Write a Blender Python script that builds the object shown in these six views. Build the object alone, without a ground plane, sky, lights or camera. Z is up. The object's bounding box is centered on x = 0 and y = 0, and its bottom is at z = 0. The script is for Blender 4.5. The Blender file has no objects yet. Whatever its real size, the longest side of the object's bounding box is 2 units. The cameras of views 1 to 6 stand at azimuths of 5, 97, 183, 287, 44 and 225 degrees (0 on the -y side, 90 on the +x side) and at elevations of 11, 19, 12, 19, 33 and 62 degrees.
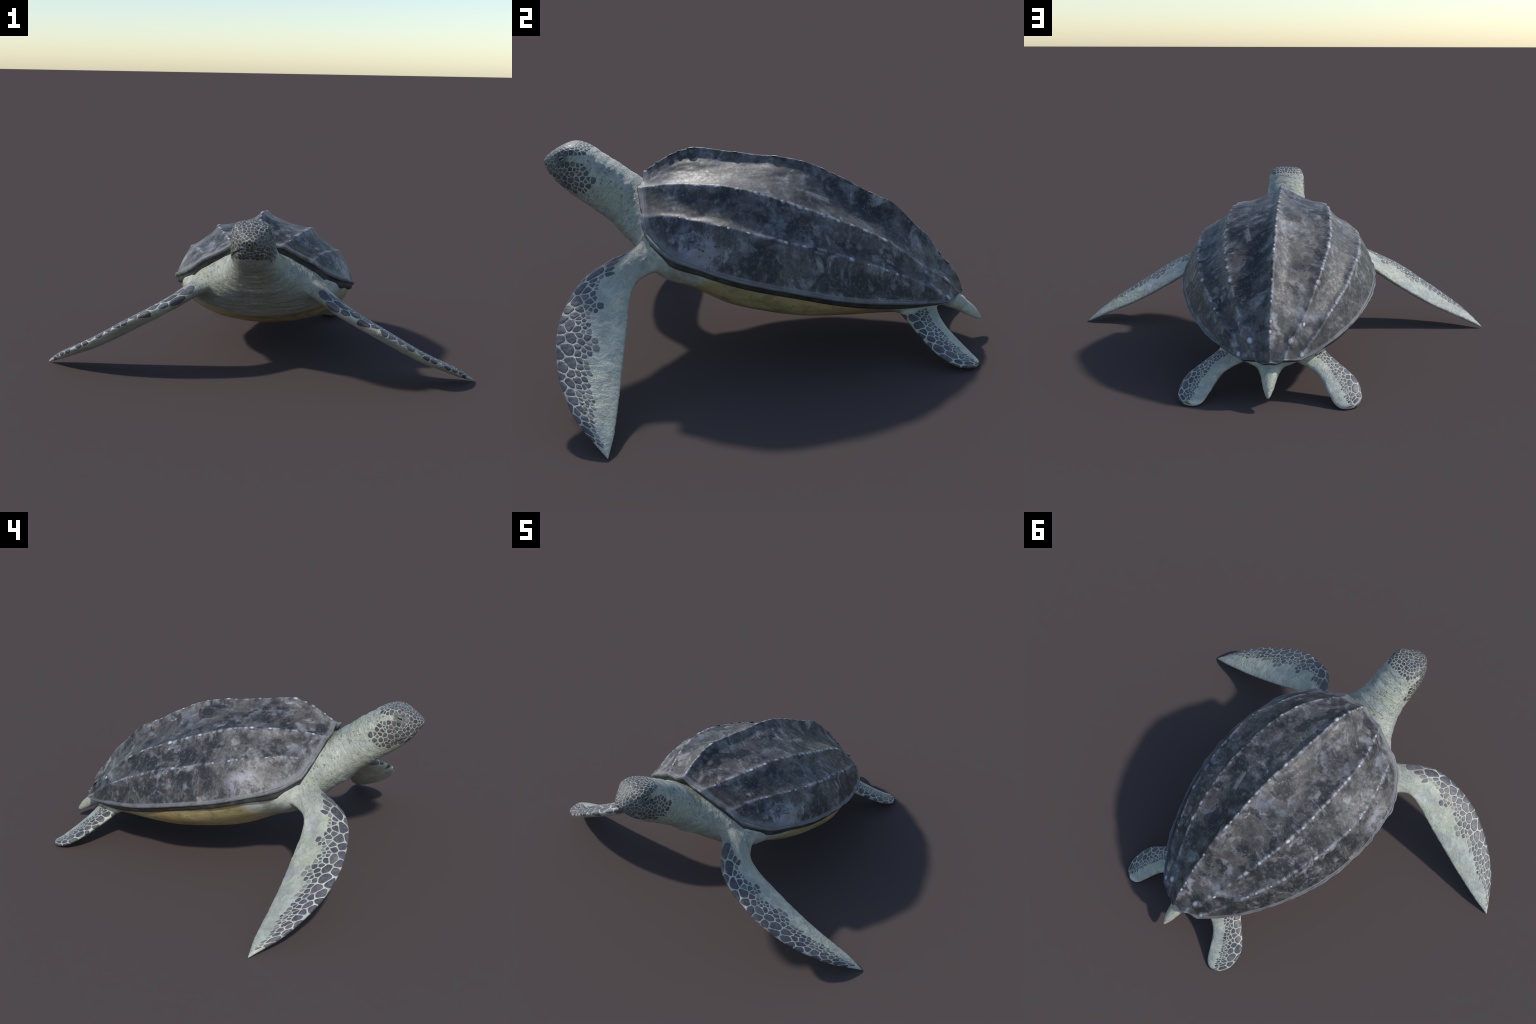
import bpy, bmesh, math, random
import numpy as np
from mathutils import Vector
from mathutils.bvhtree import BVHTree

rng = np.random.default_rng(7)
random.seed(7)

# ------------------------------------------------------------------ helpers
def catmull(C, n):
    """n points, evenly spaced in the parameter, on a Catmull-Rom spline."""
    C = np.asarray(C, float)
    P = np.vstack([2 * C[0] - C[1], C, 2 * C[-1] - C[-2]])
    t = np.clip(np.asarray(n, float) if np.ndim(n) else np.linspace(0, 1, n), 0, 1) * (len(C) - 1)
    i = np.minimum(t.astype(int), len(C) - 2)
    f = (t - i)[:, None]
    a, b, c, d = P[i], P[i + 1], P[i + 2], P[i + 3]
    return .5 * (2 * b + (c - a) * f + (2 * a - 5 * b + 4 * c - d) * f ** 2 + (3 * b - a - 3 * c + d) * f ** 3)

def by_length(C, n):
    """n points evenly spaced in length on the spline."""
    S = catmull(C, 600)
    L = np.r_[0, np.cumsum(np.linalg.norm(np.diff(S, axis=0), axis=1))]
    q = np.linspace(0, L[-1], n)
    return np.stack([np.interp(q, L, S[:, k]) for k in range(3)], 1)

def sstep(a, b, x):
    t = np.clip((x - a) / (b - a), 0, 1)
    return t * t * (3 - 2 * t)

def hash_noise(P, scale, seed):
    """smooth value noise in 3D, about -1..1"""
    q = P * scale
    i = np.floor(q).astype(np.int64)
    f = q - i
    f = f * f * (3 - 2 * f)
    out = np.zeros(len(P))
    for dx in (0, 1):
        for dy in (0, 1):
            for dz in (0, 1):
                h = (i[:, 0] + dx) * 374761393 + (i[:, 1] + dy) * 668265263 + (i[:, 2] + dz) * 2147483647 + seed * 144665
                h = (h ^ (h >> 13)) * 1274126177 & 0x7fffffff
                h = ((h ^ (h >> 16)) & 0xffff) / 32767.5 - 1
                w = (f[:, 0] if dx else 1 - f[:, 0]) * (f[:, 1] if dy else 1 - f[:, 1]) * (f[:, 2] if dz else 1 - f[:, 2])
                out += h * w
    return out

def grid_faces(rows, cols, closed):
    r, c = np.meshgrid(np.arange(rows - 1), np.arange(cols if closed else cols - 1), indexing="ij")
    c2 = (c + 1) % cols
    return np.stack([r * cols + c, r * cols + c2, (r + 1) * cols + c2, (r + 1) * cols + c], -1).reshape(-1, 4)

def new_mesh(name, V, F, smooth=True):
    me = bpy.data.meshes.new(name)
    me.from_pydata(np.asarray(V).tolist(), [], [list(f) for f in F])
    if smooth:
        me.polygons.foreach_set("use_smooth", np.ones(len(me.polygons), bool))
    me.update()
    return me

def add(name, me, parent=None):
    o = bpy.data.objects.new(name, me)
    bpy.context.scene.collection.objects.link(o)
    if parent is not None:
        o.parent = parent
    return o

# ------------------------------------------------------------------ materials
class Nodes:
    def __init__(self, name):
        self.m = bpy.data.materials.new(name)
        self.m.use_nodes = True
        self.t = self.m.node_tree
        self.bsdf = self.t.nodes["Principled BSDF"]
        self.coord = self.t.nodes.new("ShaderNodeTexCoord")
        self.pos = self.coord.outputs["Object"]

    def link(self, a, b):
        if isinstance(a, (int, float)):
            b.default_value = a
        elif isinstance(a, tuple):
            b.default_value = (*a, 1) if len(b.default_value) == 4 and len(a) == 3 else a
        else:
            self.t.links.new(a, b)

    def math(self, op, a, b=0.0, c=0.0, clamp=False):
        n = self.t.nodes.new("ShaderNodeMath")
        n.operation, n.use_clamp = op, clamp
        for k, v in enumerate((a, b, c)):
            self.link(v, n.inputs[k])
        return n.outputs[0]

    def mapping(self, scale=(1, 1, 1), rot=(0, 0, 0), loc=(0, 0, 0), src=None):
        n = self.t.nodes.new("ShaderNodeMapping")
        n.inputs["Scale"].default_value, n.inputs["Rotation"].default_value, n.inputs["Location"].default_value = scale, rot, loc
        self.link(src or self.pos, n.inputs[0])
        return n.outputs[0]

    def noise(self, scale, detail=4, rough=.55, dist=0.0, vec=None):
        n = self.t.nodes.new("ShaderNodeTexNoise")
        for k, v in (("Scale", scale), ("Detail", detail), ("Roughness", rough), ("Distortion", dist)):
            n.inputs[k].default_value = v
        self.link(vec or self.pos, n.inputs["Vector"])
        return n.outputs["Fac"]

    def voronoi(self, scale, feature="F1", vec=None, rand=1.0, out="Distance"):
        n = self.t.nodes.new("ShaderNodeTexVoronoi")
        n.feature = feature
        n.inputs["Scale"].default_value, n.inputs["Randomness"].default_value = scale, rand
        self.link(vec or self.pos, n.inputs["Vector"])
        return n.outputs[out]

    def rng(self, x, a, b, lo=0.0, hi=1.0, smooth=True):
        n = self.t.nodes.new("ShaderNodeMapRange")
        n.interpolation_type = "SMOOTHSTEP" if smooth else "LINEAR"
        for k, v in enumerate((x, a, b, lo, hi)):
            self.link(v, n.inputs[k])
        return n.outputs[0]

    def mix(self, f, a, b, mode="MIX"):
        n = self.t.nodes.new("ShaderNodeMix")
        n.data_type, n.blend_type = "RGBA", mode
        self.link(f, n.inputs[0])
        self.link(a, n.inputs[6])
        self.link(b, n.inputs[7])
        return n.outputs[2]

    def xyz(self, src=None):
        n = self.t.nodes.new("ShaderNodeSeparateXYZ")
        self.link(src or self.pos, n.inputs[0])
        return n.outputs

    def curve(self, x, pts, lo=0.0, hi=1.0):
        """Float Curve through (position, value) pairs; position is scaled to lo..hi, values lie in 0..1"""
        n = self.t.nodes.new("ShaderNodeFloatCurve")
        c = n.mapping.curves[0]
        pts = [((p - lo) / (hi - lo), v) for p, v in pts]
        while len(c.points) < len(pts):
            c.points.new(.5, .5)
        for q, (p, v) in zip(c.points, pts):
            q.location = (p, v)
        n.mapping.update()
        self.link(self.rng(x, lo, hi, smooth=False), n.inputs["Value"])
        return n.outputs[0]

    def bump(self, h, strength, dist, normal=None):
        n = self.t.nodes.new("ShaderNodeBump")
        n.inputs["Strength"].default_value, n.inputs["Distance"].default_value = strength, dist
        self.link(h, n.inputs["Height"])
        if normal is not None:
            self.link(normal, n.inputs["Normal"])
        return n.outputs[0]

    def done(self, colour, rough, normal=None, spec=.5):
        self.link(colour, self.bsdf.inputs["Base Color"])
        self.link(rough, self.bsdf.inputs["Roughness"])
        self.link(spec, self.bsdf.inputs["Specular IOR Level"])
        if normal is not None:
            self.link(normal, self.bsdf.inputs["Normal"])
        return self.m

# ------------------------------------------------------------------ carapace lines (x >= 0 half)
KEEL = [(0, -.436, .648), (0, -.385, .682), (0, -.34, .7075), (0, -.30, .7245), (0, -.245, .7365), (0, -.20, .733), (0, -.08, .712), (0, .01, .699),
        (0, .107, .686), (0, .185, .668), (0, .25, .638), (0, .35, .588), (0, .435, .541), (0, .49, .516), (0, .56, .445), (0, .625, .378),
        (0, .668, .31), (0, .71, .26), (0, .737, .213), (0, .752, .172)]
RIDGE_INNER = [(.113, -.428, .612), (.145, -.364, .625), (.175, -.30, .637), (.201, -.221, .643), (.225, -.082, .639), (.232, .064, .600), (.229, .207, .546), (.209, .345, .489), (.178, .475, .415),
               (.139, .578, .325), (.086, .681, .240), (.056, .735, .178)]
RIDGE_OUTER = [(.245, -.395, .538), (.285, -.30, .552), (.325, -.19, .546), (.360, -.068, .529), (.362, .093, .485), (.336, .241, .44), (.30, .378, .384), (.24, .506, .316),
               (.175, .626, .238), (.115, .708, .172)]
RIM = [(.304, -.369, .49), (.362, -.305, .452), (.401, -.229, .425), (.434, -.036, .371), (.418, .171, .32), (.36, .361, .266), (.268, .538, .224), (.168, .658, .184)]
VALLEY_DROP = [(-.44, .030), (-.38, .040), (-.25, .044), (-.1, .034), (.05, .028), (.2, .034), (.3, .05), (.4, .06), (.5, .055), (.6, .035), (.7, .015), (.76, .004)]

CREST = (.011, 0, .009, .009, 0)        # extra height of keel, valley, inner ridge, outer ridge, rim

def carapace_half(nv=300, nu=(14, 34, 34, 30)):
    K, A, B, R = (by_length(c, nv) for c in (KEEL, RIDGE_INNER, RIDGE_OUTER, RIM))
    drop = np.interp(K[:, 1], *zip(*VALLEY_DROP))
    V = K.copy()
    V[:, 0] = np.minimum(.055, A[:, 0] * .45)
    V[:, 1] += (A - K)[:, 1] * V[:, 0] / A[:, 0]
    V[:, 2] -= drop
    front = 1 - sstep(.0, .42, np.linspace(0, 1, nv))            # the front panels sink deepest
    keys = (K, V, A, B, R)
    vv = np.linspace(0, 1, nv)
    dip = np.exp(-((vv - .14) / .13) ** 2)
    sag = (.004 + .004 * dip, .004 + .006 * dip,   .010 + 0 * front, -.002 - .007 * (1 - sstep(.40, .62, vv)))
    fade = np.sin(np.pi * np.clip(np.linspace(0, 1, nv) * .96 + .02, 0, 1)) ** .5
    wid = [np.linalg.norm(keys[k + 1] - keys[k], axis=1) for k in range(4)]
    cols = []
    for k in range(4):
        P, Q = keys[k], keys[k + 1]
        side = Q - P
        along = np.gradient(P + Q, axis=0)
        nrm = np.cross(along, side)
        nrm /= np.linalg.norm(nrm, axis=1)[:, None]
        nrm *= np.sign(nrm[:, 2:3] + 1e-9)
        for t in np.linspace(0, 1, nu[k], endpoint=(k == 3)):
            s = 1 - abs(2 * t - 1) ** 2.2
            cols.append(P + side * t - nrm * (sag[k] * s * fade)[:, None] + nrm * ((CREST[k] * np.exp(-t * wid[k] / .012) + CREST[k + 1] * np.exp(-(1 - t) * wid[k] / .012)) * fade)[:, None])
    return np.stack(cols, 1)            # nv x nu x 3

def smooth_cols(G, it, w, ends=True):
    for _ in range(it):
        H = G.copy()
        H[:, 1:-1] = G[:, 1:-1] * (1 - w) + (G[:, :-2] + G[:, 2:]) * w / 2
        G = H
    return G

half = carapace_half()
NV, NU = half.shape[:2]
full = np.concatenate([half[:, :0:-1] * [-1, 1, 1], half], 1)      # -x rim ... keel ... +x rim
full = smooth_cols(full, 3, .5)
sm = full.copy()
for _ in range(6):
    sm[1:-1] = sm[1:-1] * .5 + (sm[:-2] + sm[2:]) * .25
full = sm
W = full.shape[1]

def grid_normals(G):
    n = np.cross(np.gradient(G, axis=0), np.gradient(G, axis=1))
    n /= np.linalg.norm(n, axis=-1, keepdims=True) + 1e-12
    return n * np.sign(n[..., 2:3].mean())

nrm = grid_normals(full)
flat = full.reshape(-1, 3)
inside = np.ones((NV, W))
inside *= np.minimum(1, np.minimum(np.arange(NV), np.arange(NV)[::-1])[:, None] / 12)
inside *= np.minimum(1, np.minimum(np.arange(W), np.arange(W)[::-1])[None] / 10)
mirr = np.abs(flat * [1, 0, 0]) + flat * [0, 1, 1]
lump = .0022 * hash_noise(mirr, 16, 1) + .0009 * hash_noise(mirr * [1, .45, 1], 55, 2) + .0003 * hash_noise(mirr, 130, 3)
full = full + nrm * (lump.reshape(NV, W) * inside)[..., None]

# boundary loop: front edge, +x side, back edge, -x side
idx = np.arange(NV * W).reshape(NV, W)
loop = np.r_[idx[0, :], idx[1:, -1], idx[-1, -2::-1], idx[-2:0:-1, 0]]
LP = full.reshape(-1, 3)[loop]
for _ in range(3):
    LP = LP * .5 + (np.roll(LP, 1, 0) + np.roll(LP, -1, 0)) * .25
tan = np.roll(LP, -1, 0) - np.roll(LP, 1, 0)
for _ in range(30):
    tan = tan * .5 + (np.roll(tan, 1, 0) + np.roll(tan, -1, 0)) * .25
outw = np.cross(tan, [0, 0, 1.0])
outw /= np.linalg.norm(outw, axis=1)[:, None]
outw *= np.sign((outw * (LP - [0, .1, 0]) * [1, 1, 0]).sum(1).mean())
prof = [(.003, .0018), (.0058, .0014), (.0072, -.0004), (.0074, -.0045), (.005, -.010), (.0003, -.013), (-.001, -.017), (-.0025, -.025), (-.006, -.034), (-.03, -.042), (-.07, -.045), (-.12, -.04)]
V = [full.reshape(-1, 3)]
F = [grid_faces(NV, W, False)]
prev = loop
base = NV * W
FR = []
wob = 1 + .45 * hash_noise(LP * [1, 1, 0], 26, 5) + .2 * hash_noise(LP * [1, 1, 0], 70, 6)
for du, dz in prof:
    rear = 1 - .55 * sstep(.5, .72, LP[:, 1])
    thick = 1 + .45 * sstep(-.15, -.32, LP[:, 1])           # the lip is fattest over neck and shoulders
    tuck = -.40 * max(0, -dz - .011) * sstep(-.1, .2, LP[:, 1])
    ring = LP + outw * (du * np.where(du > 0, wob * thick, 1) + tuck)[:, None] + np.array([0, 0, 1.0]) * (dz * rear * thick)[:, None]
    V.append(ring)
    cur = base + np.arange(len(loop))
    FR.append(np.stack([prev, cur, np.roll(cur, -1), np.roll(prev, -1)], 1))
    prev, base = cur, base + len(loop)
V = np.vstack(V)
shell_faces = np.vstack(F + FR)
n_top = len(F[0])

# ------------------------------------------------------------------ body: one closed loft from nose to tail end
# (top y, top z, bottom y, bottom z, half width, height of widest place 0..1, roundness above, roundness below)
SECTIONS = [
    (-.8275, .695, -.8245, .680, .014, .5, 2.2, 2.2),
    (-.818, .709, -.813, .667, .034, .5, 2.3, 2.3),
    (-.797, .726, -.801, .646, .051, .5, 2.5, 2.4),
    (-.766, .744, -.784, .622, .069, .5, 3.0, 2.4),
    (-.730, .758, -.758, .596, .083, .52, 3.6, 2.4),
    (-.692, .760, -.723, .564, .0915, .5, 3.4, 2.4),
    (-.645, .743, -.692, .542, .095, .48, 2.8, 2.4),
    (-.60, .714, -.661, .522, .0965, .46, 2.4, 2.4),
    (-.55, .680, -.626, .495, .101, .44, 2.2, 2.3),
    (-.50, .645, -.580, .459, .115, .42, 2.1, 2.2),
    (-.455, .609, -.525, .407, .145, .40, 2.1, 2.2),
    (-.415, .588, -.459, .356, .205, .40, 2.1, 2.2),
    (-.37, .575, -.398, .308, .282, .42, 2.2, 2.15),
    (-.31, .575, -.334, .262, .350, .44, 2.1, 2.0),
    (-.225, .58, -.242, .221, .383, .52, 2.0, 1.83),
    (-.10, .56, -.11, .169, .407, .53, 2.0, 2.00),
    (.03, .52, .02, .149, .413, .50, 2.0, 2.10),
    (.17, .46, .17, .137, .399, .46, 2.0, 2.12),
    (.31, .40, .31, .129, .352, .46, 2.0, 2.00),
    (.45, .32, .45, .125, .283, .48, 2.0, 1.88),
    (.56, .26, .56, .121, .212, .48, 2.0, 1.98),
    (.65, .205, .65, .130, .138, .5, 2.0, 2.0),
    (.705, .175, .705, .126, .070, .5, 2.0, 2.0),
    (.735, .16, .735, .130, .03, .5, 2.0, 2.0),
]

def loft_body(n=170, m=96):
    S = catmull(SECTIONS, n)
    th = np.linspace(0, 2 * np.pi, m, endpoint=False)
    c, s = np.cos(th), np.sin(th)
    rings = []
    for ty, tz, by, bz, w, k, nu, nl in S:
        p = np.where(s > 0, nu, nl)
        x = np.sign(c) * np.abs(c) ** (2 / p) * w
        v = np.where(s > 0, k + (1 - k) * np.abs(s) ** (2 / p), k - k * np.abs(s) ** (2 / p))
        rings.append(np.stack([x, by + v * (ty - by), bz + v * (tz - bz)], 1))
    V = np.array(rings).reshape(-1, 3)
    F = [tuple(f) for f in grid_faces(n, m, True)]
    F += [tuple(range(m)), tuple(range((n - 1) * m, n * m))[::-1]]
    return V, F

def loft_limb(lead, trail, thick, n=150, m=30, belly=.75):
    """closed limb between a leading and a trailing edge; thick = (t, full thickness) pairs"""
    L, T = catmull(lead, n), catmull(trail, n)
    span = np.gradient((L + T) / 2, axis=0)
    chord = T - L
    N = np.cross(span, chord)
    N /= np.linalg.norm(N, axis=1)[:, None] + 1e-9
    N *= np.sign(N[:, 2].mean())
    th = np.interp(np.linspace(0, 1, n), *zip(*thick))
    c = (1 - np.cos(np.linspace(0, np.pi, m))) / 2
    y = .80 * c ** .5 * (1 - c) ** .54
    cc = np.r_[c, c[-2:0:-1]]
    yy = np.r_[y * 1.1 + .10 * np.sin(np.pi * c) ** 2 * (1 if belly > 1.5 else 0), -y[-2:0:-1] * belly]
    deep = np.interp(np.linspace(0, 1, n), [0, .2, .42, 1], [min(belly, 1.1), min(belly, 1.1), belly, belly])
    prof2 = np.where(yy[None] < 0, yy[None] / belly * deep[:, None], yy[None])
    V = L[:, None] + chord[:, None] * cc[None, :, None] + N[:, None] * (th[:, None] * prof2)[..., None]
    k = len(cc)
    F = [tuple(f) for f in grid_faces(n, k, True)] + [tuple(range(k)), tuple(range((n - 1) * k, n * k))[::-1]]
    return V.reshape(-1, 3), F

FLIPPER_LEAD = [(.10, -.34, .43), (.235, -.45, .407), (.378, -.589, .358), (.568, -.632, .276), (.730, -.600, .179), (.888, -.505, .086), (.9995, -.3735, .003)]
FLIPPER_TRAIL = [(.20, -.20, .42), (.313, -.310, .383), (.392, -.411, .326), (.558, -.406, .215), (.736, -.388, .116), (.902, -.370, .047), (.9998, -.3695, .0020)]
HIND_LEAD = [(.13, .45, .20), (.194, .502, .166), (.264, .566, .119), (.345, .634, .070), (.367, .704, .028), (.353, .764, .010), (.318, .792, .004)]
HIND_TRAIL = [(.05, .60, .17), (.092, .645, .150), (.184, .675, .106), (.237, .748, .039), (.256, .777, .015), (.277, .792, .006), (.298, .797, .004)]
# thickness along each limb: (place along the span, thickness)
FF_THICK = [(0, .12), (.12, .096), (.25, .062), (.45, .046), (.7, .038), (.88, .026), (1, .008)]
HF_THICK = [(0, .065), (.25, .054), (.45, .040), (.7, .030), (.9, .022), (1, .010)]
TAIL = [(.68, .140), (.74, .113), (.784, .083), (.811, .061), (.8285, .048)]

def loft_tail(n=40, m=28):
    y = np.array(TAIL)
    P = catmull(np.c_[np.zeros(len(y)), y], n)
    w = np.interp(np.linspace(0, 1, n), [0, .2, .35, .6, .85, .95, 1], [.058, .040, .031, .019, .0095, .007, .003])
    h = np.interp(np.linspace(0, 1, n), [0, .3, .6, .85, .95, 1], [.032, .029, .020, .0115, .008, .003])
    d = np.gradient(P, axis=0)
    d /= np.linalg.norm(d, axis=1)[:, None]
    up = np.cross([1, 0, 0], d)
    a = np.linspace(0, 2 * np.pi, m, endpoint=False)
    V = P[:, None] + np.array([1, 0, 0]) * (w[:, None] * np.cos(a))[..., None] + up[:, None] * (h[:, None] * np.sin(a))[..., None]
    F = [tuple(f) for f in grid_faces(n, m, True)] + [tuple(range(m)), tuple(range((n - 1) * m, n * m))[::-1]]
    return V.reshape(-1, 3), F

pieces = [loft_body(), loft_tail()]
for lead, trail, thick, belly in (
        (FLIPPER_LEAD, FLIPPER_TRAIL, FF_THICK, 1.75),
        (HIND_LEAD, HIND_TRAIL, HF_THICK, 1.49)):
    v, f = loft_limb(lead, trail, thick, belly=belly)
    pieces += [(v, f), (v * [-1, 1, 1], [q[::-1] for q in f])]
allV, allF, off = [], [], 0
for v, f in pieces:
    allV.append(v)
    allF += [tuple(i + off for i in q) for q in f]
    off += len(v)
me = new_mesh("body_blank", np.vstack(allV), allF)
bm = bmesh.new()
bm.from_mesh(me)
# every closed piece gets outward normals before the union
bmesh.ops.recalc_face_normals(bm, faces=bm.faces)
bm.to_mesh(me)
bm.free()
blank = add("body_blank", me)
mod = blank.modifiers.new("union", "REMESH")
mod.mode, mod.voxel_size, mod.adaptivity, mod.use_smooth_shade = "VOXEL", .0037, 0, True
dg = bpy.context.evaluated_depsgraph_get()
body = bpy.data.meshes.new_from_object(blank.evaluated_get(dg))
bpy.data.objects.remove(blank)

def mesh_arrays(me):
    v = np.empty(len(me.vertices) * 3)
    me.vertices.foreach_get("co", v)
    e = np.empty(len(me.edges) * 2, np.int64)
    me.edges.foreach_get("vertices", e)
    return v.reshape(-1, 3), e.reshape(-1, 2)

def relax(P, E, w, it):
    deg = np.bincount(E.ravel(), minlength=len(P))[:, None].astype(float)
    for _ in range(it):
        s = np.zeros_like(P)
        for k in range(3):
            s[:, k] = np.bincount(E[:, 0], P[E[:, 1], k], len(P)) + np.bincount(E[:, 1], P[E[:, 0], k], len(P))
        P = P + (s / np.maximum(deg, 1) - P) * w[:, None]
    return P

P, E = mesh_arrays(body)
ax = np.abs(P[:, 0])
def near(c, r):
    d = np.linalg.norm((np.c_[ax, P[:, 1], P[:, 2]] - c), axis=1)
    return 1 - sstep(r * .45, r, d)
w = np.clip(np.maximum.reduce([near((.27, -.38, .38), .17), near((.17, .57, .16), .12), near((0, .72, .13), .09)]), 0, 1)
P = relax(P, E, np.where(ax > .36, .5, .45), 2)
P = relax(P, E, np.where((ax > .36) | ((P[:, 1] > .5) & (P[:, 2] < .1)), .5, .0), 5)
P = relax(P, E, .6 * w, 40)
P[:, 2] = np.maximum(P[:, 2], 0.0)
body.vertices.foreach_set("co", P.ravel())
body.update()

# ------------------------------------------------------------------ head relief, neck folds (modelled on the mesh)
bm = bmesh.new()
bm.from_mesh(body)
he = [e for e in bm.edges if min(v.co.y for v in e.verts) < -.60 and max(v.co.y for v in e.verts) < -.585 and min(v.co.z for v in e.verts) > .46 and abs(e.verts[0].co.x) < .16]
bmesh.ops.subdivide_edges(bm, edges=he, cuts=1, use_grid_fill=True)
bmesh.ops.triangulate(bm, faces=[f for f in bm.faces if len(f.verts) > 4])
bm.to_mesh(body)
bm.free()
body.update()
P, E = mesh_arrays(body)

def vert_normals(me):
    n = np.empty(len(me.vertices) * 3)
    me.vertex_normals.foreach_get("vector", n)
    return n.reshape(-1, 3)

P = relax(P, E, np.where(P[:, 1] < -.59, .5, 0.0), 3)
body.vertices.foreach_set("co", P.ravel())
body.update()

MOUTH = [(0, -.812, .656), (.028, -.803, .6535), (.050, -.786, .645), (.072, -.752, .628), (.090, -.708, .606)]
EYE = np.array([.0855, -.733, .7185])
mouth = catmull(MOUTH, 90)
Q = np.c_[np.abs(P[:, 0]), P[:, 1:]]
N = vert_normals(body)
disp = np.zeros(len(P))
hd = np.where(P[:, 1] < -.60)[0]
dm = np.full(len(P), 9.0)
side = np.zeros(len(P))
for k in hd:
    if Q[k, 2] > .55:
        d = mouth - Q[k]
        j = (d * d).sum(1).argmin()
        dm[k] = math.sqrt((d[j] ** 2).sum())
        side[k] = -d[j, 2] + .5 * d[j, 1] * 0
end = sstep(.092, .078, Q[:, 0])
disp -= .0055 * np.exp(-(dm / .0034) ** 2) * np.where(end > 0, 1, 1)
disp += np.where(side > 0, .0022, -.0030) * np.exp(-(np.maximum(dm - .003, 0) / .012) ** 2) * (dm > 0) * (dm < 1) * sstep(.0, .003, np.abs(side))
fwd = np.array([0, -.93, -.36])
upw = np.array([.10, -.36, .93])
de = Q - EYE
ef, eu = de @ fwd, de @ upw
disp -= .0050 * np.exp(-((ef / .017) ** 2 + (eu / .0105) ** 2)) * (Q[:, 0] > .05)
disp += .0042 * np.exp(-((ef / .024) ** 2 + ((eu - .0190) / .008) ** 2)) * (Q[:, 0] > .045)
disp += .0022 * np.exp(-(((ef + .004) / .022) ** 2 + ((eu + .0165) / .006) ** 2)) * (Q[:, 0] > .05)
disp -= .0030 * np.exp(-((np.linalg.norm(Q - [.013, -.815, .706], axis=1)) / .0045) ** 2)      # nostrils
axis = np.array([0, -.8, .6])
s_ax = P @ axis
fold = np.stack([Q[:, 0] * 9, (Q @ np.array([0, .6, .8])) * 9, s_ax * 62], 1)
neckw = sstep(-.69, -.62, P[:, 1] - .3 * (P[:, 2] - .62)) * sstep(-.28, -.36, P[:, 1]) * sstep(.46, .30, Q[:, 0])
disp += neckw * (.0016 * hash_noise(fold, 1, 11) + .0010 * hash_noise(Q, 70, 12) + .0022 * hash_noise(Q, 17, 13) + .0022 * hash_noise(np.stack([Q[:, 0] * 5, (Q @ np.array([0, .6, .8])) * 5, s_ax * 24], 1), 1, 17))
limbw = sstep(.33, .42, Q[:, 0]) * (P[:, 1] < -.2) + (P[:, 1] > .5) * sstep(.17, .12, P[:, 2])
disp += np.clip(limbw, 0, 1) * (.0006 * hash_noise(Q, 90, 14) + .0008 * hash_noise(Q, 30, 15)) * sstep(.0, .03, P[:, 2])
P = P + N * disp[:, None]
P[:, 2] = np.maximum(P[:, 2], 0)
body.vertices.foreach_set("co", P.ravel())
body.update()

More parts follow.
